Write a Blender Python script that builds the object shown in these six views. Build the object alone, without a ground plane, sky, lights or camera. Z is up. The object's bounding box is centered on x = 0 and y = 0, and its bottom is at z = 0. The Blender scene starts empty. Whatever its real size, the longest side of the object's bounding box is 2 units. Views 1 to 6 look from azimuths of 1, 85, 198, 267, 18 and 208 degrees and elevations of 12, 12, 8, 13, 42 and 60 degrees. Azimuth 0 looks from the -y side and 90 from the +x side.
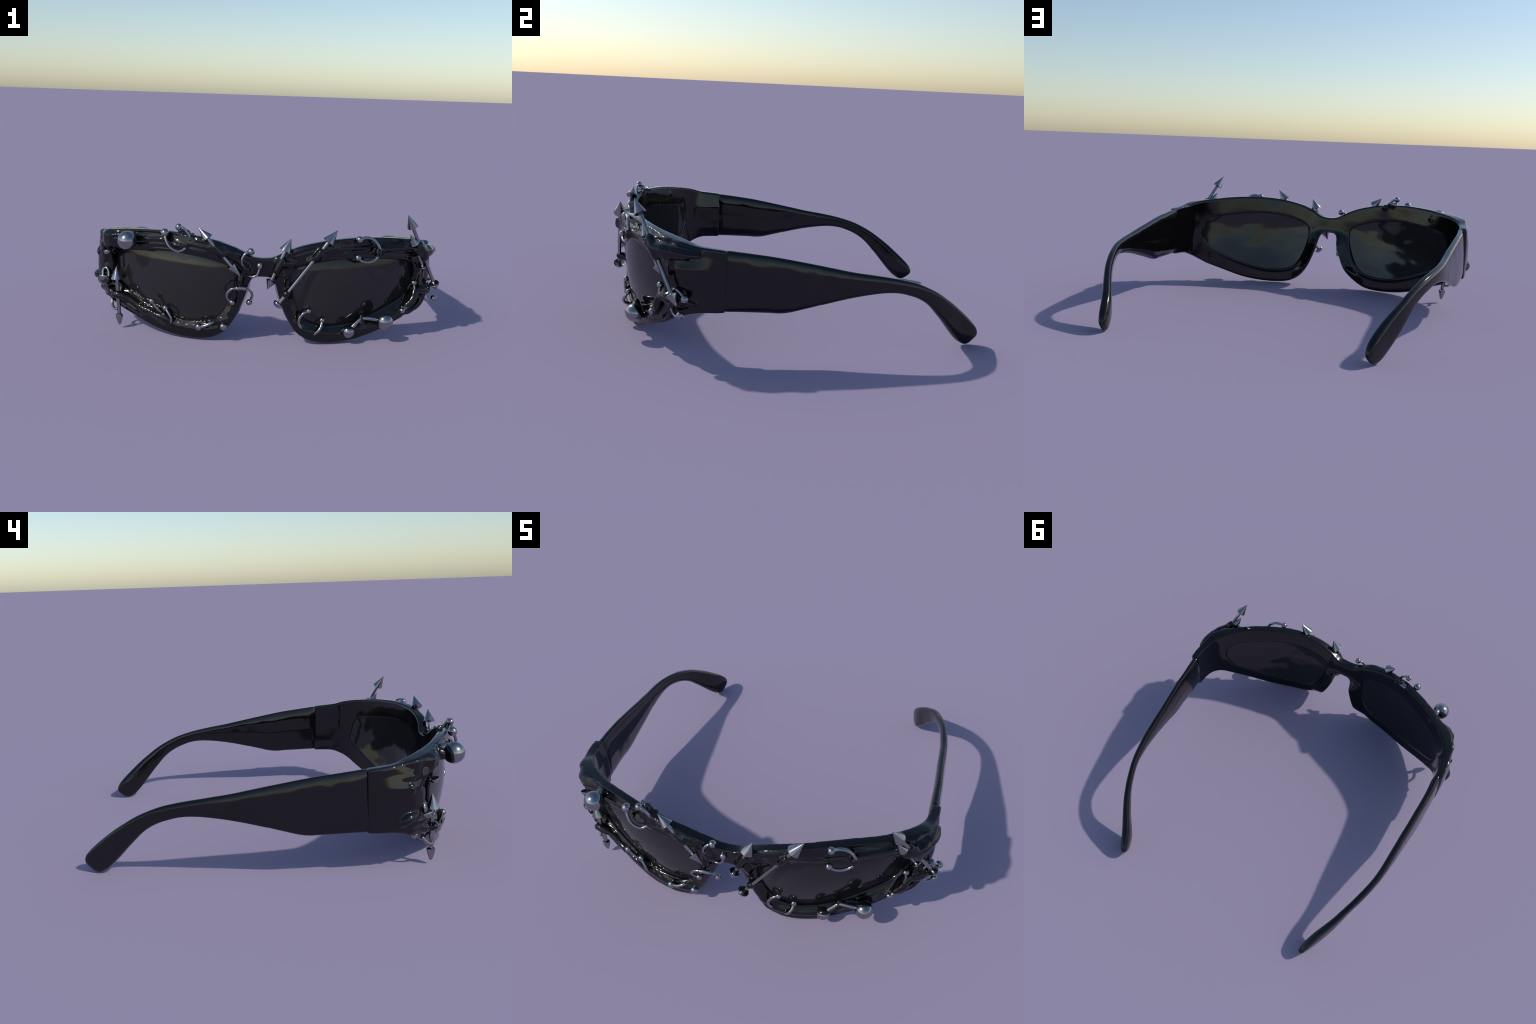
# Black wrap-around sunglasses with a melted-looking frame pierced by metal body jewellery.
import bpy, bmesh, math
import numpy as np
from mathutils import Vector, noise
from mathutils.kdtree import KDTree

# ------------------------------------------------------------------ helpers
XC = -0.017                       # plane of symmetry of the frame


def spline(pts, n, closed=False):
    """Catmull-Rom (centripetal-ish, chord parameter) through pts -> n samples."""
    P = np.array(pts, float)
    if closed:
        P = np.vstack([P[-2:], P, P[:2]])
    else:
        P = np.vstack([2 * P[0] - P[1], P, 2 * P[-1] - P[-2]])
    k = np.concatenate([[0], np.cumsum(np.maximum(np.linalg.norm(np.diff(P, axis=0), axis=1), 1e-6) ** 0.5)])
    a, b = (2, len(P) - 2) if closed else (1, len(P) - 2)
    ts = np.linspace(k[a], k[b], n + 1 if closed else n)
    if closed:
        ts = ts[:-1]
    out = []
    for t in ts:
        i = int(np.clip(np.searchsorted(k, t, side='right') - 1, 1, len(P) - 3))
        p0, p1, p2, p3 = P[i - 1:i + 3]
        k0, k1, k2, k3 = k[i - 1:i + 3]
        A1 = (k1 - t) / (k1 - k0) * p0 + (t - k0) / (k1 - k0) * p1
        A2 = (k2 - t) / (k2 - k1) * p1 + (t - k1) / (k2 - k1) * p2
        A3 = (k3 - t) / (k3 - k2) * p2 + (t - k2) / (k3 - k2) * p3
        B1 = (k2 - t) / (k2 - k0) * A1 + (t - k0) / (k2 - k0) * A2
        B2 = (k3 - t) / (k3 - k1) * A2 + (t - k1) / (k3 - k1) * A3
        out.append((k2 - t) / (k2 - k1) * B1 + (t - k1) / (k2 - k1) * B2)
    return np.array(out)


def smoothstep(a, b, x):
    t = np.clip((x - a) / (b - a), 0, 1)
    return t * t * (3 - 2 * t)


def seg_dist(q, poly, closed=True):
    """distance of 2D points q to a polyline"""
    a = poly
    b = np.roll(poly, -1, axis=0)
    if not closed:
        a, b = poly[:-1], poly[1:]
    best = np.full(len(q), 1e9)
    for p0, p1 in zip(a, b):
        d = p1 - p0
        t = np.clip(((q - p0) @ d) / max(d @ d, 1e-12), 0, 1)
        best = np.minimum(best, np.hypot(*(q - p0 - t[:, None] * d).T))
    return best


def mesh_obj(name, verts, faces, mat=None, smooth=True):
    me = bpy.data.meshes.new(name)
    me.from_pydata([tuple(map(float, v)) for v in verts], [], [tuple(f) for f in faces])
    me.validate()
    bm = bmesh.new()
    bm.from_mesh(me)
    bmesh.ops.recalc_face_normals(bm, faces=bm.faces)
    bm.to_mesh(me)
    bm.free()
    if smooth:
        me.polygons.foreach_set('use_smooth', [True] * len(me.polygons))
    ob = bpy.data.objects.new(name, me)
    bpy.context.scene.collection.objects.link(ob)
    if mat:
        me.materials.append(mat)
    return ob


def apply_mods(ob):
    dg = bpy.context.evaluated_depsgraph_get()
    dg.update()
    me = bpy.data.meshes.new_from_object(ob.evaluated_get(dg))
    ob.modifiers.clear()
    old = ob.data
    ob.data = me
    if old.users == 0:
        (bpy.data.meshes if isinstance(old, bpy.types.Mesh) else bpy.data.curves).remove(old)


def remesh(ob, voxel, smooth_iter, factor=0.5):
    m = ob.modifiers.new('r', 'REMESH')
    m.mode = 'VOXEL'
    m.voxel_size = voxel
    m.adaptivity = 0
    m.use_smooth_shade = True
    if smooth_iter:
        s = ob.modifiers.new('s', 'SMOOTH')
        s.factor = factor
        s.iterations = smooth_iter
    apply_mods(ob)


def get_co(ob):
    n = len(ob.data.vertices)
    a = np.empty(n * 3)
    ob.data.vertices.foreach_get('co', a)
    return a.reshape(-1, 3)


def set_co(ob, a):
    ob.data.vertices.foreach_set('co', np.ascontiguousarray(a).ravel())
    ob.data.update()


class Soup:
    """collects closed shells that are later fused by a voxel remesh"""

    def __init__(self):
        self.v, self.f = [], []

    def add(self, v, f):
        o = len(self.v)
        self.v += [tuple(map(float, p)) for p in v]
        self.f += [tuple(i + o for i in q) for q in f]

    def blob(self, c, r, axis=None, n=14):
        """ellipsoid; r scalar or (long, mid, short) with axis = long direction"""
        r = np.array([r] * 3 if np.isscalar(r) else r, float)
        M = np.eye(3)
        if axis is not None:
            z = Vector(axis).normalized()
            x = z.orthogonal().normalized()
            M = np.array([z, x, z.cross(x)]).T
        v = [(0, 0, 1)]
        for i in range(1, n):
            th = math.pi * i / n
            for j in range(2 * n):
                ph = math.pi * j / n
                v.append((math.sin(th) * math.cos(ph), math.sin(th) * math.sin(ph), math.cos(th)))
        v.append((0, 0, -1))
        f = []
        m = 2 * n
        for j in range(m):
            f.append((0, 1 + j, 1 + (j + 1) % m))
            f.append((len(v) - 1, 1 + (n - 2) * m + (j + 1) % m, 1 + (n - 2) * m + j))
        for i in range(n - 2):
            for j in range(m):
                a, b = 1 + i * m + j, 1 + i * m + (j + 1) % m
                f.append((a, a + m, b + m, b))
        self.add((np.array(v) * r) @ M.T + np.array(c), f)

    def tube(self, pts, radii, n=12, samples=None):
        v, f = tube_data(pts, radii, n, samples)
        self.add(v, f)


def tube_data(pts, radii, n=16, samples=None, cap=True):
    """round tube through control points with varying radius and rounded ends"""
    P = np.array(pts, float)
    R = np.full(len(P), radii, float) if np.isscalar(radii) else np.array(radii, float)
    if len(P) > 2 or samples:
        S = spline(np.column_stack([P, R]), samples or 12 * len(P))
        P, R = S[:, :3], S[:, 3]
    T = np.gradient(P, axis=0)
    T /= np.linalg.norm(T, axis=1)[:, None] + 1e-12
    if cap:                                           # hemispherical ends
        ks = [0.0, 0.35, 0.7, 0.92]
        pre = [(P[0] - T[0] * R[0] * math.sqrt(1 - k * k), max(k, .02) * R[0], T[0]) for k in ks]
        post = [(P[-1] + T[-1] * R[-1] * math.sqrt(1 - k * k), max(k, .02) * R[-1], T[-1]) for k in reversed(ks)]
        P = np.vstack([[p[0] for p in pre], P, [p[0] for p in post]])
        R = np.concatenate([[p[1] for p in pre], R, [p[1] for p in post]])
        T = np.vstack([[p[2] for p in pre], T, [p[2] for p in post]])
    up = np.array(Vector(T[0]).orthogonal().normalized())
    v, f = [], []
    for p, r, t in zip(P, R, T):
        up = up - t * (up @ t)
        up /= np.linalg.norm(up)
        w = np.cross(t, up)
        for j in range(n):
            a = 2 * math.pi * j / n
            v.append(p + r * (math.cos(a) * up + math.sin(a) * w))
    for i in range(len(P) - 1):
        for j in range(n):
            a, b = i * n + j, i * n + (j + 1) % n
            f.append((a, b, b + n, a + n))
    f.append(tuple(range(n))[::-1])
    f.append(tuple((len(P) - 1) * n + j for j in range(n)))
    return v, f


# ------------------------------------------------------------------ materials
def principled(name):
    m = bpy.data.materials.new(name)
    m.use_nodes = True
    nt = m.node_tree
    return m, nt, nt.nodes['Principled BSDF']


def node(nt, kind, **kw):
    n = nt.nodes.new(kind)
    for k, v in kw.items():
        setattr(n, k, v)
    return n


def black_plastic():
    m, nt, b = principled('glossy_black_acetate')
    tc = node(nt, 'ShaderNodeTexCoord')
    nz = node(nt, 'ShaderNodeTexNoise')
    nz.inputs['Scale'].default_value = 6
    nz.inputs['Detail'].default_value = 5
    nt.links.new(tc.outputs['Object'], nz.inputs['Vector'])
    cr = node(nt, 'ShaderNodeValToRGB')
    cr.color_ramp.elements[0].position = .35
    cr.color_ramp.elements[0].color = (.0026, .0025, .0029, 1)
    cr.color_ramp.elements[1].position = .7
    cr.color_ramp.elements[1].color = (.0042, .0040, .0044, 1)
    nt.links.new(nz.outputs['Fac'], cr.inputs['Fac'])
    nt.links.new(cr.outputs['Color'], b.inputs['Base Color'])
    mr = node(nt, 'ShaderNodeMapRange')
    mr.inputs['To Min'].default_value = .05
    mr.inputs['To Max'].default_value = .13
    nt.links.new(nz.outputs['Fac'], mr.inputs['Value'])
    nt.links.new(mr.outputs['Result'], b.inputs['Roughness'])
    b.inputs['IOR'].default_value = 1.5
    return m


def lens_glass():
    m, nt, b = principled('smoked_lens')
    tc = node(nt, 'ShaderNodeTexCoord')
    nz = node(nt, 'ShaderNodeTexNoise')
    nz.inputs['Scale'].default_value = 3
    nz.inputs['Detail'].default_value = 3
    nt.links.new(tc.outputs['Object'], nz.inputs['Vector'])
    cr = node(nt, 'ShaderNodeValToRGB')
    cr.color_ramp.elements[0].color = (.0150, .0150, .0154, 1)
    cr.color_ramp.elements[1].color = (.0185, .0185, .0185, 1)
    nt.links.new(nz.outputs['Fac'], cr.inputs['Fac'])
    nt.links.new(cr.outputs['Color'], b.inputs['Base Color'])
    b.inputs['Roughness'].default_value = .07
    b.inputs['IOR'].default_value = 1.5
    return m


def steel(name='polished_steel', goo=None):
    m, nt, b = principled(name)
    tc = node(nt, 'ShaderNodeTexCoord')
    nz = node(nt, 'ShaderNodeTexNoise')
    nz.inputs['Scale'].default_value = 25
    nz.inputs['Detail'].default_value = 4
    nt.links.new(tc.outputs['Object'], nz.inputs['Vector'])
    cr = node(nt, 'ShaderNodeValToRGB')
    cr.color_ramp.elements[0].position = .3
    cr.color_ramp.elements[0].color = (.30, .30, .305, 1)
    cr.color_ramp.elements[1].position = .7
    cr.color_ramp.elements[1].color = (.36, .36, .365, 1)
    nt.links.new(nz.outputs['Fac'], cr.inputs['Fac'])
    b.inputs['Metallic'].default_value = 1
    mr = node(nt, 'ShaderNodeMapRange')
    mr.inputs['To Min'].default_value = .13
    mr.inputs['To Max'].default_value = .2
    nt.links.new(nz.outputs['Fac'], mr.inputs['Value'])
    nt.links.new(mr.outputs['Result'], b.inputs['Roughness'])
    if goo is None:
        nt.links.new(cr.outputs['Color'], b.inputs['Base Color'])
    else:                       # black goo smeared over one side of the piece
        centre, direction, level = goo
        sub = node(nt, 'ShaderNodeVectorMath', operation='SUBTRACT')
        nt.links.new(tc.outputs['Object'], sub.inputs[0])
        sub.inputs[1].default_value = centre
        dot = node(nt, 'ShaderNodeVectorMath', operation='DOT_PRODUCT')
        nt.links.new(sub.outputs[0], dot.inputs[0])
        dot.inputs[1].default_value = Vector(direction).normalized()
        wob = node(nt, 'ShaderNodeMath', operation='MULTIPLY_ADD')
        nt.links.new(nz.outputs['Fac'], wob.inputs[0])
        wob.inputs[1].default_value = .012
        nt.links.new(dot.outputs['Value'], wob.inputs[2])
        st = node(nt, 'ShaderNodeMapRange')
        st.inputs['From Min'].default_value = level
        st.inputs['From Max'].default_value = level + .003
        nt.links.new(wob.outputs[0], st.inputs['Value'])
        mix = node(nt, 'ShaderNodeMix', data_type='RGBA')
        nt.links.new(st.outputs['Result'], mix.inputs['Factor'])
        nt.links.new(cr.outputs['Color'], mix.inputs['A'])
        mix.inputs['B'].default_value = (.004, .004, .0045, 1)
        nt.links.new(mix.outputs['Result'], b.inputs['Base Color'])
        inv = node(nt, 'ShaderNodeMath', operation='SUBTRACT')
        inv.inputs[0].default_value = 1
        nt.links.new(st.outputs['Result'], inv.inputs[1])
        nt.links.new(inv.outputs[0], b.inputs['Metallic'])
    return m


BLACK, LENS, STEEL = black_plastic(), lens_glass(), steel()

# ------------------------------------------------------------------ wrap curve of the frame (plan view)
# (distance from the middle, y) of the inner face, from bridge round to the hinge
BACK = [(0, -.868), (.12, -.869), (.217, -.868), (.317, -.858), (.417, -.832), (.517, -.791), (.617, -.745),
        (.717, -.690), (.80, -.627), (.858, -.565), (.890, -.5), (.905, -.43), (.909, -.36)]
half = spline([(-.12, -.869)] + BACK + [(.911, -.29)], 1400)
half = half[(half[:, 0] >= -1e-4)]
cu = np.concatenate([[0], np.cumsum(np.linalg.norm(np.diff(half, axis=0), axis=1))])
ct = np.gradient(half, axis=0)
for _ in range(60):                                    # soften the tangents so the offset is fair
    ct[1:-1] = (ct[:-2] + 2 * ct[1:-1] + ct[2:]) / 4
    ct[0] = (1, 0)
ct /= np.linalg.norm(ct, axis=1)[:, None]
THICK = .047


def u_of_d(d):
    return np.interp(d, half[:900, 0], cu[:900]) if np.max(d) < .86 else np.interp(d, half[:, 0], cu)


def wrap(u, z, n):
    """flat frame space -> world: u along the wrap (signed), z up, n out of the inner face"""
    s, a = np.sign(u), np.abs(u)
    d, y = np.interp(a, cu, half[:, 0]), np.interp(a, cu, half[:, 1])
    tx, ty = np.interp(a, cu, ct[:, 0]), np.interp(a, cu, ct[:, 1])
    tilt = .07 * (.5 - z) * (1 - smoothstep(.70, .90, d))
    return np.stack([XC + s * (d + n * ty), y - n * tx + tilt, z], -1)


def wrap1(d_or_u, z, n, side=1):
    return wrap(np.array([side * d_or_u]), np.array([z]), np.array([n]))[0]


U_HINGE = float(np.interp(-.3575, half[900:, 1], cu[900:]))


def uy(y):          # arc length on the side part, by y
    return float(np.interp(y, half[700:, 1], cu[700:]))


def ud(d):
    return float(np.interp(d, half[:, 0], cu))


# outline of one half of the front: top edge, from the bridge to the hinge, then the bottom edge back
TOP = [(0, .468), (.05, .474), (.10, .500), (.14, .520), (.19, .540), (.24, .554), (.30, .567), (.36, .577), (.43, .584),
       (.50, .587), (.60, .585), (.70, .580), (.77, .572), (.83, .562), (.87, .549)]
TOP = [(ud(d), z) for d, z in TOP] + [(uy(-.50), .534), (uy(-.43), .520), (U_HINGE, .507)]
BOT = [(U_HINGE, .218), (uy(-.43), .213), (uy(-.49), .203), (ud(.868), .178), (ud(.838), .152), (ud(.80), .125)]
BOT += [(ud(d), z) for d, z in [(.76, .106), (.717, .088), (.66, .065), (.60, .044), (.54, .029), (.48, .018), (.42, .011),
                                (.36, .009), (.30, .014), (.25, .028), (.205, .055), (.17, .095), (.135, .16), (.108, .225),
                                (.088, .285), (.073, .335), (.052, .366), (.025, .376), (0, .376)]]
top_s = spline(TOP, 160)
top_s[:, 1] += .005 - .008 * smoothstep(ud(.55), ud(.80), top_s[:, 0]) * (1 - smoothstep(uy(-.50), U_HINGE, top_s[:, 0]))
bot_s = spline(BOT, 220)
bot_s[:, 1] += -.003 + .007 * smoothstep(ud(.50), ud(.75), bot_s[:, 0]) * (1 - smoothstep(uy(-.50), U_HINGE, bot_s[:, 0]))
outline_half = np.vstack([top_s, bot_s])
outline = np.vstack([outline_half, (outline_half * [-1, 1])[::-1][1:-1]])

HOLE_D = [(.150, .385), (.165, .412), (.20, .432), (.25, .449), (.31, .464), (.38, .475), (.46, .481), (.54, .479), (.62, .469),
          (.70, .458), (.765, .446), (.803, .424), (.820, .385), (.822, .340), (.812, .295), (.78, .247), (.72, .208),
          (.65, .174), (.58, .145), (.50, .119), (.43, .106), (.36, .103), (.30, .110), (.25, .129), (.215, .160),
          (.19, .205), (.17, .255), (.154, .31), (.148, .35)]
hole_d = spline(HOLE_D, 200, closed=True)
hole = np.stack([np.interp(hole_d[:, 0], half[:, 0], cu), hole_d[:, 1]], -1)


# ------------------------------------------------------------------ frame
def flat_frame():
    cd = bpy.data.curves.new('frame_flat', 'CURVE')
    cd.dimensions = '2D'
    cd.fill_mode = 'BOTH'
    cd.extrude = THICK / 2
    for ring in (outline, hole, hole * [-1, 1]):
        sp = cd.splines.new('POLY')
        sp.points.add(len(ring) - 1)
        sp.points.foreach_set('co', np.column_stack([ring, np.zeros(len(ring)), np.ones(len(ring))]).ravel())
        sp.use_cyclic_u = True
    co = bpy.data.objects.new('frame_flat', cd)
    bpy.context.scene.collection.objects.link(co)
    dg = bpy.context.evaluated_depsgraph_get()
    me = bpy.data.meshes.new_from_object(co.evaluated_get(dg))
    bpy.data.objects.remove(co)
    bm = bmesh.new()
    bm.from_mesh(me)
    bmesh.ops.remove_doubles(bm, verts=bm.verts, dist=1e-5)
    bmesh.ops.recalc_face_normals(bm, faces=bm.faces)
    bm.to_mesh(me)
    bm.free()
    ob = bpy.data.objects.new('frame', me)
    bpy.context.scene.collection.objects.link(ob)
    remesh(ob, .0055, 5)
    return ob


frame = flat_frame()
q = get_co(frame)
u, z, n = q[:, 0], q[:, 1], q[:, 2] + THICK / 2
au = np.abs(u)
uv = np.stack([au, z], -1)
d_hole = seg_dist(uv, hole)
nose = bot_s[bot_s[:, 0] < ud(.19)]
d_nose = seg_dist(uv, nose, closed=False)
h = np.clip(n / THICK, 0, 1)
dd = np.interp(au, cu, half[:, 0])
low = 1 - smoothstep(.24, .40, z)                     # lower rim: bevelled towards the lens
bev = low * (1 - smoothstep(0, .040, d_hole)) * .40 * (1 - smoothstep(.80, .86, dd))
n = n - h * bev * THICK
# step parallel to the lens on the lower rim
n = n + h * low * .004 * np.exp(-((d_hole - .052) / .008) ** 2) * (dd < .84)
fine_noise = np.array([noise.noise(Vector((a * 6, c * 9, 5.5))) for a, c in zip(u, z)])
# brow gets gently streaked, as if the black had run
strk = np.array([noise.noise(Vector((a * 3.0 * (1 if b > 0 else 1.0) + (7 if b > 0 else 0), c * 38, 3.1))) for a, b, c in zip(au, u, z)])
upm = smoothstep(.40, .46, z) * (1 - smoothstep(.575, .59, z)) * smoothstep(.06, .14, dd) * (1 - smoothstep(.84, .9, dd))
n = n + h * strk * .005 * upm
# rope-like runs that follow the lens outline
rope = np.sin(2 * np.pi * (d_hole + .010 * fine_noise) / .027)
n = n + h * .0036 * rope * smoothstep(.44, .48, z) * (1 - smoothstep(.555, .58, z)) * smoothstep(.10, .16, dd) * (1 - smoothstep(.76, .82, dd))
rope = np.sin(2 * np.pi * (d_hole + .006 * fine_noise) / .018)
n = n + h * np.where(u < 0, .0018, .0014) * rope * low * (1 - smoothstep(.05, .07, d_hole)) * (1 - smoothstep(.78, .84, dd)) * smoothstep(.26, .34, dd)
lowm = (1 - smoothstep(.12, .2, z)) * (1 - smoothstep(.78, .84, dd))
n = n + h * strk * .004 * lowm
# the black hangs over both outer corners as a thick drape with a sharp lower lip
drape_r = (u > 0) * .026 * smoothstep(ud(.74), ud(.83), au) * (1 - smoothstep(uy(-.58), uy(-.45), au)) * smoothstep(.466, .490, z) * (1 - smoothstep(.54, .575, z))
drape_l = (u < 0) * .040 * smoothstep(ud(.72), ud(.80), au) * (1 - smoothstep(uy(-.60), uy(-.47), au)) * smoothstep(.446, .470, z) * (1 - .6 * smoothstep(.53, .575, z))
fold = np.array([noise.noise(Vector((a * 22, c * 5 + a * 6, 9.3))) for a, c in zip(au, z)])
n = n + h * (drape_r * (1 + .35 * fold) + drape_l * (1 + .35 * fold))
# the outer corners swell into one solid bulge between the rim and the hinge
yy = np.interp(au, cu, half[:, 1])
swell = np.interp(au, [ud(.815), ud(.84), uy(-.585), uy(-.54), uy(-.49), uy(-.43), U_HINGE], [0, .010, .030, .034, .026, .015, .004])
swell *= np.interp(z, [.18, .24, .33, .42, .48, .56], [.25, .75, 1, .9, .4, .0])
n = n + h * np.maximum(0, swell - .6 * (drape_l + drape_r))
n = n - (1 - h) * np.where(u > 0, -.004, .012) * smoothstep(uy(-.60), uy(-.45), au) * np.interp(z, [.21, .28, .42, .52], [0, 1, 1, 0])
# fuller brow
n = n + h * .010 * smoothstep(.465, .50, z) * (1 - smoothstep(.535, .58, z)) * smoothstep(.10, .17, dd) * (1 - smoothstep(.76, .84, dd))
# raised lip round the lens on the inner face
n = n - (1 - h) * .007 * np.exp(-((d_hole - .014) / .008) ** 2) * (1 - smoothstep(.22, .36, z))
# nose pads swell out of the inner face
pad = np.exp(-(d_nose / .045) ** 2) * smoothstep(.03, .16, z) * (1 - smoothstep(.29, .40, z))
n = n - (1 - h) * pad * .058
u = u - np.sign(u) * (1 - h) * pad * .020
n = n - (1 - h) * .010 * (1 - smoothstep(.07, .15, dd)) * smoothstep(.33, .40, z)      # bridge is deeper at the back
# faint waviness everywhere, so that reflections break up
wav = np.array([noise.noise(Vector((a * 5, c * 5, 1.7))) + .3 * noise.noise(Vector((a * 12, c * 12, 4.2))) for a, c in zip(u, z)])
n = n + wav * .0022
set_co(frame, wrap(u, z, n))

goo = Soup()
goo.v = [tuple(v) for v in get_co(frame)]
goo.f = [tuple(p.vertices) for p in frame.data.polygons]
frame_verts = len(goo.v)
bpy.data.objects.remove(frame)

# flesh that grips the jewellery: sleeves, knuckles and runs (world space)
# right-hand lens (+x)
goo.tube([(.835, -.722, .545), (.862, -.700, .500), (.875, -.690, .470)], [.026, .031, .028])
goo.tube([(.815, -.735, .520), (.845, -.715, .505)], [.024, .028], samples=6)
goo.tube([(.862, -.700, .512), (.902, -.635, .510), (.930, -.560, .504), (.940, -.490, .498)], [.027, .026, .018, .008])
goo.tube([(.868, -.695, .490), (.908, -.632, .485), (.942, -.555, .475)], [.026, .025, .012])
goo.tube([(.868, -.700, .502), (.910, -.637, .498), (.945, -.550, .490), (.950, -.49, .487)], [.027, .027, .018, .008])
goo.tube([(.285, -.930, .530), (.262, -.932, .495)], [.017, .019], samples=6)
goo.tube([(.26, -.915, .49), (.33, -.895, .535), (.43, -.865, .545)], [.022, .020, .010])
goo.tube([(.25, -.92, .48), (.17, -.905, .445)], [.018, .010], samples=8)
goo.blob((.113, -.938, .292), (.028, .024, .021), (.3, 0, .45))
goo.tube([(.113, -.925, .292), (.125, -.89, .28)], [.022, .024], samples=6)
goo.tube([(.085, -.934, .478), (.052, -.936, .412)], [.019, .018], samples=8)
goo.tube([(.07, -.92, .45), (.14, -.91, .455), (.21, -.90, .475)], [.022, .018, .009])
goo.tube([(.06, -.92, .42), (.10, -.895, .34), (.11, -.89, .28)], [.02, .02, .015])
goo.blob((.598, -.846, .515), (.034, .023, .02), (0, .1, 1))
goo.tube([(.598, -.84, .515), (.61, -.80, .515)], [.022, .026], samples=6)
goo.tube([(.60, -.83, .53), (.70, -.77, .525), (.80, -.715, .53)], [.014, .014, .018])
goo.tube([(.533, -.806, .150), (.533, -.812, .115)], [.017, .026], samples=8)
goo.tube([(.45, -.825, .085), (.54, -.795, .100), (.66, -.765, .105)], [.012, .020, .012])
goo.tube([(.838, -.668, .270), (.828, -.682, .225), (.790, -.700, .185)], [.021, .026, .016])
goo.tube([(.825, -.65, .25), (.76, -.70, .160), (.68, -.745, .120)], [.022, .015, .009])
goo.tube([(.865, -.655, .275), (.905, -.613, .268), (.93, -.57, .262)], [.026, .032, .022])
goo.tube([(.90, -.60, .30), (.935, -.55, .268), (.948, -.505, .255)], [.024, .018, .008])
goo.tube([(.90, -.60, .26), (.875, -.62, .185), (.81, -.66, .135)], [.024, .018, .010])
goo.tube([(.89, -.62, .45), (.878, -.63, .38), (.87, -.64, .31)], [.018, .012, .018])
# left-hand lens (-x)
goo.tube([(-.738, -.725, .528), (-.750, -.765, .522), (-.757, -.785, .515)], [.036, .030, .024])
goo.tube([(-.915, -.63, .47), (-.93, -.60, .40), (-.90, -.63, .335)], [.024, .014, .012])
goo.tube([(-.885, -.665, .46), (-.872, -.66, .40), (-.865, -.66, .33)], [.016, .012, .014])
goo.blob((-.955, -.560, .415), (.03, .02, .018), (.1, .4, 1))
goo.tube([(-.962, -.50, .245), (-.970, -.545, .275), (-.945, -.590, .290)], [.016, .026, .018])
goo.tube([(-.94, -.57, .25), (-.915, -.625, .262), (-.885, -.67, .272)], [.030, .030, .020])
goo.tube([(-.93, -.56, .21), (-.90, -.60, .21), (-.87, -.65, .20)], [.026, .028, .026])
goo.tube([(-.848, -.700, .196), (-.815, -.706, .192), (-.760, -.715, .178), (-.66, -.765, .115)], [.024, .026, .020, .012])
goo.tube([(-.86, -.635, .20), (-.78, -.695, .145), (-.68, -.75, .100)], [.026, .018, .009])
goo.tube([(-.70, -.745, .150), (-.60, -.785, .112), (-.54, -.806, .090)], [.010, .020, .024])
goo.tube([(-.55, -.80, .115), (-.52, -.812, .085)], [.022, .020], samples=8)
goo.tube([(-.50, -.81, .105), (-.40, -.84, .085), (-.30, -.855, .092)], [.008, .011, .010])
goo.tube([(-.30, -.875, .108), (-.265, -.868, .112), (-.23, -.870, .128)], [.016, .020, .012])
goo.blob((-.408, -.884, .562), (.022, .018, .016), (0, .2, 1))
goo.tube([(-.43, -.880, .525), (-.41, -.872, .555), (-.40, -.85, .57)], [.016, .018, .02])
goo.tube([(-.54, -.855, .545), (-.47, -.885, .522), (-.41, -.885, .535)], [.010, .015, .012])
goo.tube([(-.452, -.83, .588), (-.425, -.845, .59)], [.016, .014], samples=6)
goo.tube([(-.270, -.922, .530), (-.232, -.928, .488)], [.020, .022], samples=8)
goo.tube([(-.27, -.905, .525), (-.20, -.915, .505), (-.12, -.905, .480)], [.022, .024, .012])
goo.tube([(-.235, -.915, .49), (-.16, -.912, .462), (-.10, -.905, .42)], [.018, .016, .014])
goo.tube([(-.135, -.905, .445), (-.105, -.912, .412), (-.085, -.905, .388)], [.020, .024, .018])
goo.tube([(-.13, -.905, .40), (-.135, -.918, .335), (-.145, -.90, .27)], [.020, .017, .014])

frame = mesh_obj('frame', goo.v, goo.f, BLACK)
base_count = frame_verts
remesh(frame, .0042, 5)
co = get_co(frame)
gv = np.array(goo.v[base_count:])[::3]
kd = KDTree(len(gv))                                   # how close each vertex is to grafted flesh
for i, p in enumerate(gv):
    kd.insert(p, i)
kd.balance()
near = np.array([kd.find(p)[2] for p in co])
wt = 1 - smoothstep(.012, .03, near)
wt *= co[:, 1] < np.interp(np.abs(co[:, 0] - XC), half[:900, 0], half[:900, 1]) - .01 * (np.abs(co[:, 0] - XC) < .8)
ed = np.empty(len(frame.data.edges) * 2, int)
frame.data.edges.foreach_get('vertices', ed)
ed = ed.reshape(-1, 2)
deg = np.bincount(ed.ravel(), minlength=len(co))[:, None]


def relax(co, weight, times, k=.5):
    for _ in range(times):
        acc = np.zeros_like(co)
        np.add.at(acc, ed[:, 0], co[ed[:, 1]])
        np.add.at(acc, ed[:, 1], co[ed[:, 0]])
        co = co + k * weight[:, None] * (acc / deg - co)
    return co


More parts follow.
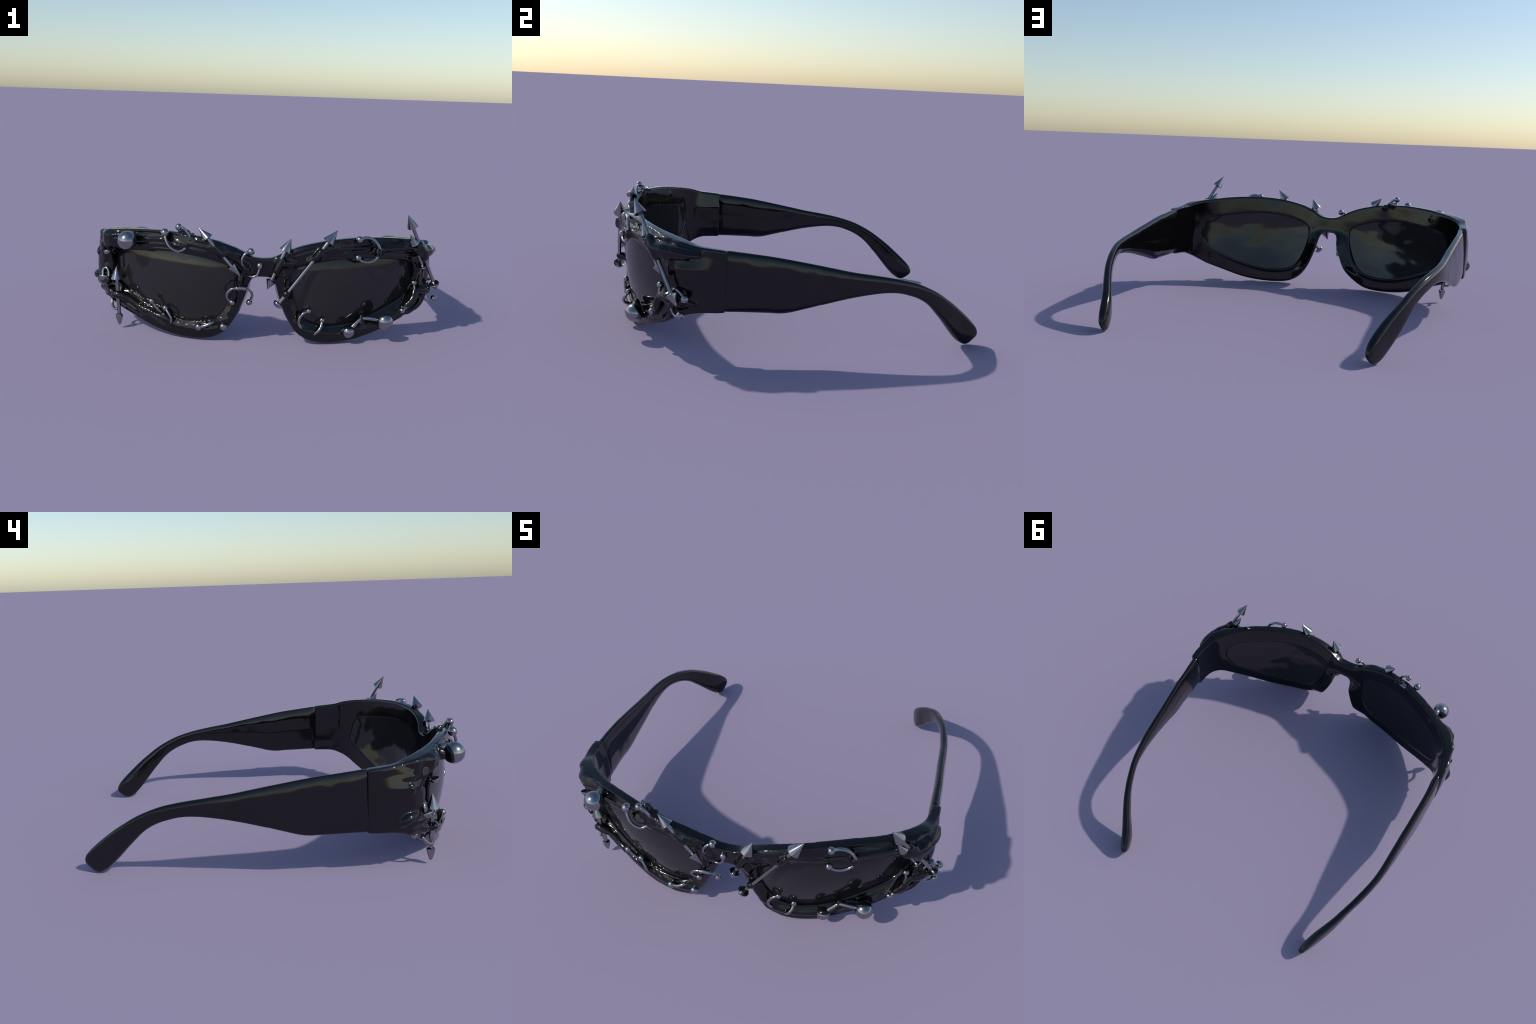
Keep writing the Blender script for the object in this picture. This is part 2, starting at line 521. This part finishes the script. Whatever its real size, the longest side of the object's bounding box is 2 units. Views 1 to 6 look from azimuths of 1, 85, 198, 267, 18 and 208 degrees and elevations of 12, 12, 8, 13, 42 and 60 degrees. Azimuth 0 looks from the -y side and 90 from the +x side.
co = relax(co, wt, 22)
set_co(frame, co)
nr = np.empty(len(co) * 3)
frame.data.vertices.foreach_get('normal', nr)
nr = nr.reshape(-1, 3)
wr = np.array([noise.noise(Vector((p[0] * 26, p[1] * 26, p[2] * 14))) + .5 * noise.noise(Vector((p[0] * 60, p[1] * 60, p[2] * 40))) for p in co])
co = relax(co + nr * (wr * wt * .0026)[:, None], wt, 3)
set_co(frame, co)
frame.data.materials.clear()
frame.data.materials.append(BLACK)
frame.data.polygons.foreach_set('use_smooth', [True] * len(frame.data.polygons))


# ------------------------------------------------------------------ lenses
bx = np.array(BACK)
coef = np.polyfit(half[(half[:, 0] < .86) & (half[:, 0] > .10), 0], half[(half[:, 0] < .86) & (half[:, 0] > .10), 1], 5)


def lens(side):
    ring = spline(HOLE_D, 96, closed=True)
    c = ring.mean(0)
    ring = c + (ring - c) * (1 + .012 / np.linalg.norm(ring - c, axis=1))[:, None]
    rings, m = 26, len(ring)
    v = []
    for face in (0, 1):
        v.append((c[0], c[1], 0, face))
        for i in range(1, rings + 1):
            r = i / rings
            for p in ring:
                w = c + (p - c) * r
                v.append((w[0], w[1], r, face))
    v = np.array(v)
    d, zz, r, face = v.T
    y = np.polyval(coef, d) + .07 * (.5 - zz) * (1 - smoothstep(.70, .90, d))
    slope = np.polyval(np.polyder(coef), d)
    nrm = np.stack([slope, -np.ones_like(slope)], -1) / np.sqrt(1 + slope ** 2)[:, None]
    cloud = np.array([noise.noise(Vector((side * a * 7 + 3 * side, b * 9, 2.5))) + .6 * noise.noise(Vector((side * a * 15, b * 17, 6.5))) for a, b in zip(d, zz)])
    zt = np.clip((zz - .10) / .38, 0, 1)
    lift = .014 * (1 - (1 - zt) ** 2) * (1 - .8 * smoothstep(.50, .78, d)) * (1 - .5 * r ** 4)
    off = np.where(face == 0, .014 + .0165 * (1 - r ** 2) + .005 * (1 - r ** 2) ** 2 + lift, .002 + .012 * (1 - r ** 2) + .040 * (zz - .29) + .0016 * cloud * (1 - r ** 4))
    P = np.stack([XC + side * (d + nrm[:, 0] * off), y + nrm[:, 1] * off, zz], -1)
    f = []
    k = 1 + rings * m
    for o in (0, k):
        for j in range(m):
            f.append((o, o + 1 + j, o + 1 + (j + 1) % m))
            for i in range(rings - 1):
                a, b = o + 1 + i * m + j, o + 1 + i * m + (j + 1) % m
                f.append((a, a + m, b + m, b))
    for j in range(m):
        a, b = 1 + (rings - 1) * m + j, 1 + (rings - 1) * m + (j + 1) % m
        f.append((a, b, b + k, a + k))
    return mesh_obj('lens', P, f, LENS)


lenses = [lens(1), lens(-1)]


# ------------------------------------------------------------------ temples
# side profile: pairs (top y, top z, bottom y, bottom z) from hinge to ear tip, and thickness
PROFILE = [(-.371, .499, -.371, .224, .034), (-.366, .5045, -.366, .219, .039), (-.30, .500, -.30, .217, .040), (-.22, .491, -.22, .216, .037),
           (-.15, .483, -.15, .215, .036), (-.09, .474, -.10, .213, .036), (-.03, .464, -.05, .219, .036), (.05, .450, .03, .240, .036),
           (.15, .432, .13, .267, .037), (.25, .414, .23, .291, .037), (.35, .400, .34, .310, .037), (.45, .384, .43, .317, .036),
           (.52, .369, .49, .312, .036), (.58, .352, .535, .300, .036), (.64, .327, .58, .284, .036), (.70, .296, .63, .257, .037),
           (.75, .263, .67, .225, .039), (.80, .227, .705, .188, .042), (.85, .186, .74, .150, .046), (.885, .156, .77, .115, .049),
           (.915, .129, .80, .080, .050), (.94, .104, .83, .047, .049), (.957, .082, .857, .022, .043), (.966, .060, .885, .006, .036),
           (.966, .044, .910, .002, .026), (.958, .030, .928, .010, .012)]
PLAN_R = [(-.36, .914), (-.25, .911), (-.15, .911), (-.05, .907), (.05, .903), (.15, .899), (.25, .892), (.35, .882), (.45, .865), (.55, .837),
          (.65, .801), (.75, .755), (.85, .700), (.92, .672), (1.0, .650)]
PLAN_L = [(-.36, -.946), (-.25, -.949), (-.15, -.947), (-.05, -.942), (.05, -.936), (.15, -.930), (.25, -.925), (.35, -.917), (.45, -.901),
          (.55, -.873), (.65, -.836), (.75, -.791), (.85, -.735), (.92, -.702), (1.0, -.670)]


def temple(plan, side):
    pl = spline(plan, 300)
    prof = spline(PROFILE, 170)
    prof = np.vstack([PROFILE[0], prof[1:]])
    m = 40
    v, f = [], []
    for k, (ty, tz, by, bz, th) in enumerate(prof):
        tz += .0055
        bz += .0015 * (by < .1)
        cy, cz = (ty + by) / 2, (tz + bz) / 2
        hy, hz = (ty - by) / 2, (tz - bz) / 2
        hh = math.hypot(hy, hz)
        for j in range(m):
            a = 2 * math.pi * j / m
            c, s = math.cos(a), math.sin(a)
            # superellipse plate: straight faces, rounded edges (edge radius about half the thickness)
            rr = (th / 2) / max(hh, 1e-4)
            e = max(.30, min(1.0, rr * 1.5))
            wv = np.sign(c) * abs(c) ** min(1.0, max(.28, e * .85))
            wt = np.sign(s) * abs(s) ** (.55 if hh > .02 else .8)
            y, zz = cy + hy * wv, cz + hz * wv
            x = np.interp(y, pl[:, 0], pl[:, 1])
            g = (np.interp(y + .02, pl[:, 0], pl[:, 1]) - np.interp(y - .02, pl[:, 0], pl[:, 1])) / .04
            q = math.sqrt(1 + g * g)
            bulge = .017 * (1 - wv * wv) * np.interp(y, [-.362, -.34, -.1, .15, .45], [.5, 1, 1, .6, .15])
            o = wt * (th / 2 + bulge * (.25 if wt * side > 0 else .75))
            o += .0020 * noise.noise(Vector((y * 6, zz * 8, 3 * side))) + .0008 * noise.noise(Vector((y * 16, zz * 16, 8 * side)))
            lean = side * (-wv) * np.interp(y, [.55, .8], [.006 * min(1, hh / .1), -.002])
            v.append((x + o / q + lean, y - o * g / q, zz))
    K = len(prof)
    for i in range(K - 1):
        for j in range(m):
            a, b = i * m + j, i * m + (j + 1) % m
            f.append((a, b, b + m, a + m))
    f.append(tuple(range(m)))
    f.append(tuple((K - 1) * m + j for j in range(m)))
    return v, f


temples = []
for plan, side in ((PLAN_R, 1), (PLAN_L, -1)):
    s = Soup()
    s.add(*temple(plan, side))
    x = np.interp(.9, [p[0] for p in plan], [p[1] for p in plan])
    s.blob((x, .897, .0125), (.018, .012, .012), (0, .8, -.2))       # moulding pip under the ear tip
    t = mesh_obj('temple', s.v, s.f, BLACK)
    remesh(t, .0042, 6)
    t.data.materials.clear()
    t.data.materials.append(BLACK)
    t.data.polygons.foreach_set('use_smooth', [True] * len(t.data.polygons))
    temples.append(t)


# ------------------------------------------------------------------ jewellery
def axis_frame(d):
    zed = Vector(d).normalized()
    x = zed.orthogonal().normalized()
    return np.array([x, zed.cross(x), zed]).T


def lathe(name, base, direction, prof, mat=None, n=40):
    """profile (radius, height) turned about direction, starting at base"""
    M = axis_frame(direction)
    v, f = [], []
    for r, hgt in prof:
        for j in range(n):
            a = 2 * math.pi * j / n
            v.append(np.array(base) + M @ np.array([r * math.cos(a), r * math.sin(a), hgt]))
    for i in range(len(prof) - 1):
        for j in range(n):
            a, b = i * n + j, i * n + (j + 1) % n
            f.append((a, b, b + n, a + n))
    f.append(tuple(range(n))[::-1])
    f.append(tuple((len(prof) - 1) * n + j for j in range(n)))
    ob = mesh_obj(name, v, f, mat or STEEL)
    ob.data.set_sharp_from_angle(angle=math.radians(38))
    return ob


def spike(base, tip, r):
    r = r * 1.06
    L = (Vector(tip) - Vector(base)).length
    c = .06 * r
    return lathe('spike', base, Vector(tip) - Vector(base),
                 [(r * .30, r * .12), (r * .80, r * .05), (r * .93, 0), (r, c), (r * .985, c + .05 * r), (r * .5, L * .5), (r * .10, L * .9), (.0006, L)])


def blade(base, tip, r):
    L = (Vector(tip) - Vector(base)).length
    return lathe('spike', base, Vector(tip) - Vector(base),
                 [(r * .4, .1 * L), (r * .7, 0), (r * .95, .04 * L), (r, .12 * L), (r * .88, .35 * L), (r * .68, .6 * L), (r * .42, .85 * L), (r * .2, .96 * L), (.001, L)])


def dome(base, direction, r, hgt):
    return lathe('dome', base, direction, [(r * .3, r * .16), (r * .85, r * .06), (r * .97, 0), (r, r * .08)] +
                 [(max(r * math.cos(t), .001), r * .08 + hgt * math.sin(t)) for t in np.linspace(.15, math.pi / 2, 9)])


def ball(c, r, mat=None):
    r = r * (1.06 if r < .03 else 1)
    pr = [(max(r * math.sin(t), .0004), -r * math.cos(t)) for t in np.linspace(0, math.pi, 25)]
    ob = lathe('ball', c, (.2, -.3, 1), pr, mat, n=48)
    return ob


def rod(name, pts, r, n=18, samples=None):
    return mesh_obj(name, *tube_data(pts, r * 1.06, n, samples), STEEL)


things = []          # (part, [sub-parts])


def jewel(part, *subs):
    things.append((part, subs))


def lerp(a, b, t):
    return tuple(np.array(a) * (1 - t) + np.array(b) * t)


def toward(a, b, L):
    a, b = Vector(a), Vector(b)
    return tuple(a + (b - a).normalized() * L)


# straight barbells with spikes ------------------------------------------------
def spiked(tip, low, l1, r1, l2, r2, rs, low_kind=spike):
    b1, b2 = toward(tip, low, l1), toward(low, tip, l2)
    jewel(rod('straight_barbell', [toward(b1, tip, r1 * .3), toward(b2, low, r2 * .3)], rs, samples=8), spike(b1, tip, r1), low_kind(b2, low, r2))


spiked((.749, -.805, .720), (.981, -.588, .254), .083, .029, .062, .027, .0092)
spiked((.776, -.765, .608), (.886, -.670, .384), .070, .0245, .040, .021, .0085)
spiked((.127, -.930, .594), (.009, -.936, .313), .074, .0325, .054, .026, .0088)
spiked((-.361, -.903, .626), (-.133, -.950, .383), .074, .0305, .072, .026, .0095)
spiked((-.838, -.692, .356), (-.819, -.695, .016), .073, .033, .066, .021, .0105, blade)
tip, tail = (.370, -.909, .641), (.070, -.945, .236)
b1 = toward(tip, tail, .082)
jewel(rod('straight_barbell', [toward(b1, tip, .01), toward(tail, tip, -.002)], .0092, samples=8), spike(b1, tip, .0335),
      dome(toward(tail, tip, .008), Vector(tail) - Vector(tip), .0305, .022))

# horseshoes and curved barbells ----------------------------------------------
RING = .0077


def curved(pts, r0=None, r1=None, rad=RING, name='curved_barbell'):
    subs = []
    if r0:
        subs.append(ball(pts[0], r0))
    if r1:
        subs.append(ball(pts[-1], r1))
    jewel(rod(name, pts, rad, n=16), *subs)


curved([(.490, -.872, .587), (.525, -.862, .597), (.562, -.852, .588), (.597, -.846, .550), (.604, -.846, .512), (.580, -.856, .479), (.540, -.872, .467),
        (.507, -.882, .474), (.485, -.886, .492)], .0185, .0165, .0078, 'horseshoe_ring')
curved([(.237, -.888, .191), (.208, -.897, .178), (.188, -.898, .146), (.188, -.897, .118), (.200, -.893, .100), (.208, -.868, .090)], .0145, None)
curved([(.313, -.869, .137), (.307, -.888, .106), (.294, -.896, .085), (.275, -.887, .064), (.272, -.855, .058)], .0150, None)
curved([(.768, -.713, .165), (.800, -.700, .190), (.835, -.680, .235), (.834, -.675, .280), (.830, -.670, .317)], .0165, .0165)
curved([(.981, -.551, .291), (.962, -.575, .318), (.930, -.600, .326), (.902, -.614, .292), (.897, -.618, .240), (.917, -.604, .205), (.945, -.586, .196),
        (.969, -.571, .208)], .0185, .0175, .0068, 'horseshoe_ring')
curved([(-.544, -.871, .587), (-.536, -.888, .556), (-.522, -.898, .528), (-.497, -.903, .506), (-.462, -.900, .496), (-.428, -.888, .515), (-.408, -.884, .545),
        (-.411, -.888, .575), (-.428, -.889, .603), (-.447, -.887, .619), (-.469, -.881, .623)], .0225, .0175, .0072, 'horseshoe_ring')
curved([(-.082, -.919, .511), (-.105, -.927, .505), (-.123, -.932, .485), (-.129, -.932, .462), (-.124, -.922, .440), (-.112, -.908, .405), (-.094, -.908, .382),
        (-.071, -.912, .374), (-.048, -.915, .384), (-.037, -.915, .408), (-.033, -.913, .436)], .0185, .0185, .0068, 'horseshoe_ring')
curved([(-.175, -.910, .230), (-.196, -.921, .247), (-.203, -.935, .281), (-.180, -.941, .309), (-.129, -.938, .316), (-.086, -.930, .306), (-.069, -.914, .276),
        (-.075, -.894, .245), (-.084, -.883, .226)], .0152, .0155, .0066, 'horseshoe_ring')
jewel(rod('clasp_sleeve', [(-.150, -.941, .315), (-.129, -.939, .317), (-.108, -.936, .314)], .0105))
curved([(-.620, -.807, .193), (-.600, -.806, .162), (-.578, -.800, .138), (-.560, -.790, .118)], .0162, None, .0075)
curved([(-.544, -.818, .159), (-.522, -.836, .132), (-.509, -.840, .105), (-.512, -.824, .080), (-.52, -.80, .072)], .0162, None, .0075)
curved([(-.354, -.882, .078), (-.318, -.892, .088), (-.286, -.888, .104), (-.262, -.862, .114)], .0195, None, .0085)
curved([(-.220, -.891, .088), (-.232, -.868, .108)], .0205, None, .008)
# barbell with two big balls under the right lens
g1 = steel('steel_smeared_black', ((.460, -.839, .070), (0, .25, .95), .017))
g2 = steel('steel_smeared_black', ((.660, -.805, .125), (-.15, .8, .55), .022))
jewel(rod('straight_barbell', [(.460, -.839, .070), (.500, -.826, .112), (.533, -.814, .138), (.580, -.812, .140), (.660, -.805, .125)], .0105), ball((.460, -.839, .070), .0355, g1),
      ball((.660, -.805, .125), .0465, g2))
# big ball at the left end of the brow
g3 = steel('steel_smeared_black', ((-.755, -.815, .527), (-.1, .95, -.25), .024))
jewel(rod('straight_barbell', [(-.755, -.815, .527), (-.745, -.792, .546), (-.737, -.772, .553), (-.735, -.755, .545)], .0185), ball((-.755, -.815, .527), .0525, g3))
# tangle at the left end
jewel(rod('straight_barbell', [(-.905, -.591, .178), (-.902, -.612, .205), (-.907, -.638, .255)], .0085), ball((-.905, -.591, .178), .0170))
jewel(dome((-.915, -.640, .288), (-.1, -.25, -1), .031, .028))
jewel(rod('wire_loop', [(-.926, -.636, .290), (-.924, -.630, .318), (-.909, -.632, .332), (-.893, -.642, .318), (-.890, -.650, .285)], .0075))
jewel(rod('wire_loop', [(-.872, -.640, .150), (-.866, -.662, .122), (-.845, -.692, .108), (-.835, -.703, .112)], .0075))
jewel(dome((-.888, -.684, .440), (.1, -.3, -1), .023, .020))
jewel(spike((-.478, -.826, .594), (-.430, -.815, .600), .017))

# ------------------------------------------------------------------ hierarchy
root = bpy.data.objects.new('sunglasses', None)
bpy.context.scene.collection.objects.link(root)
root['label'] = 'black wraparound sunglasses pierced with silver spikes, rings and balls'
root['category'] = 'sunglasses'
for ob in [frame] + lenses + temples:
    ob.parent = root
for part, subs in things:
    part.parent = root
    for s in subs:
        s.parent = part
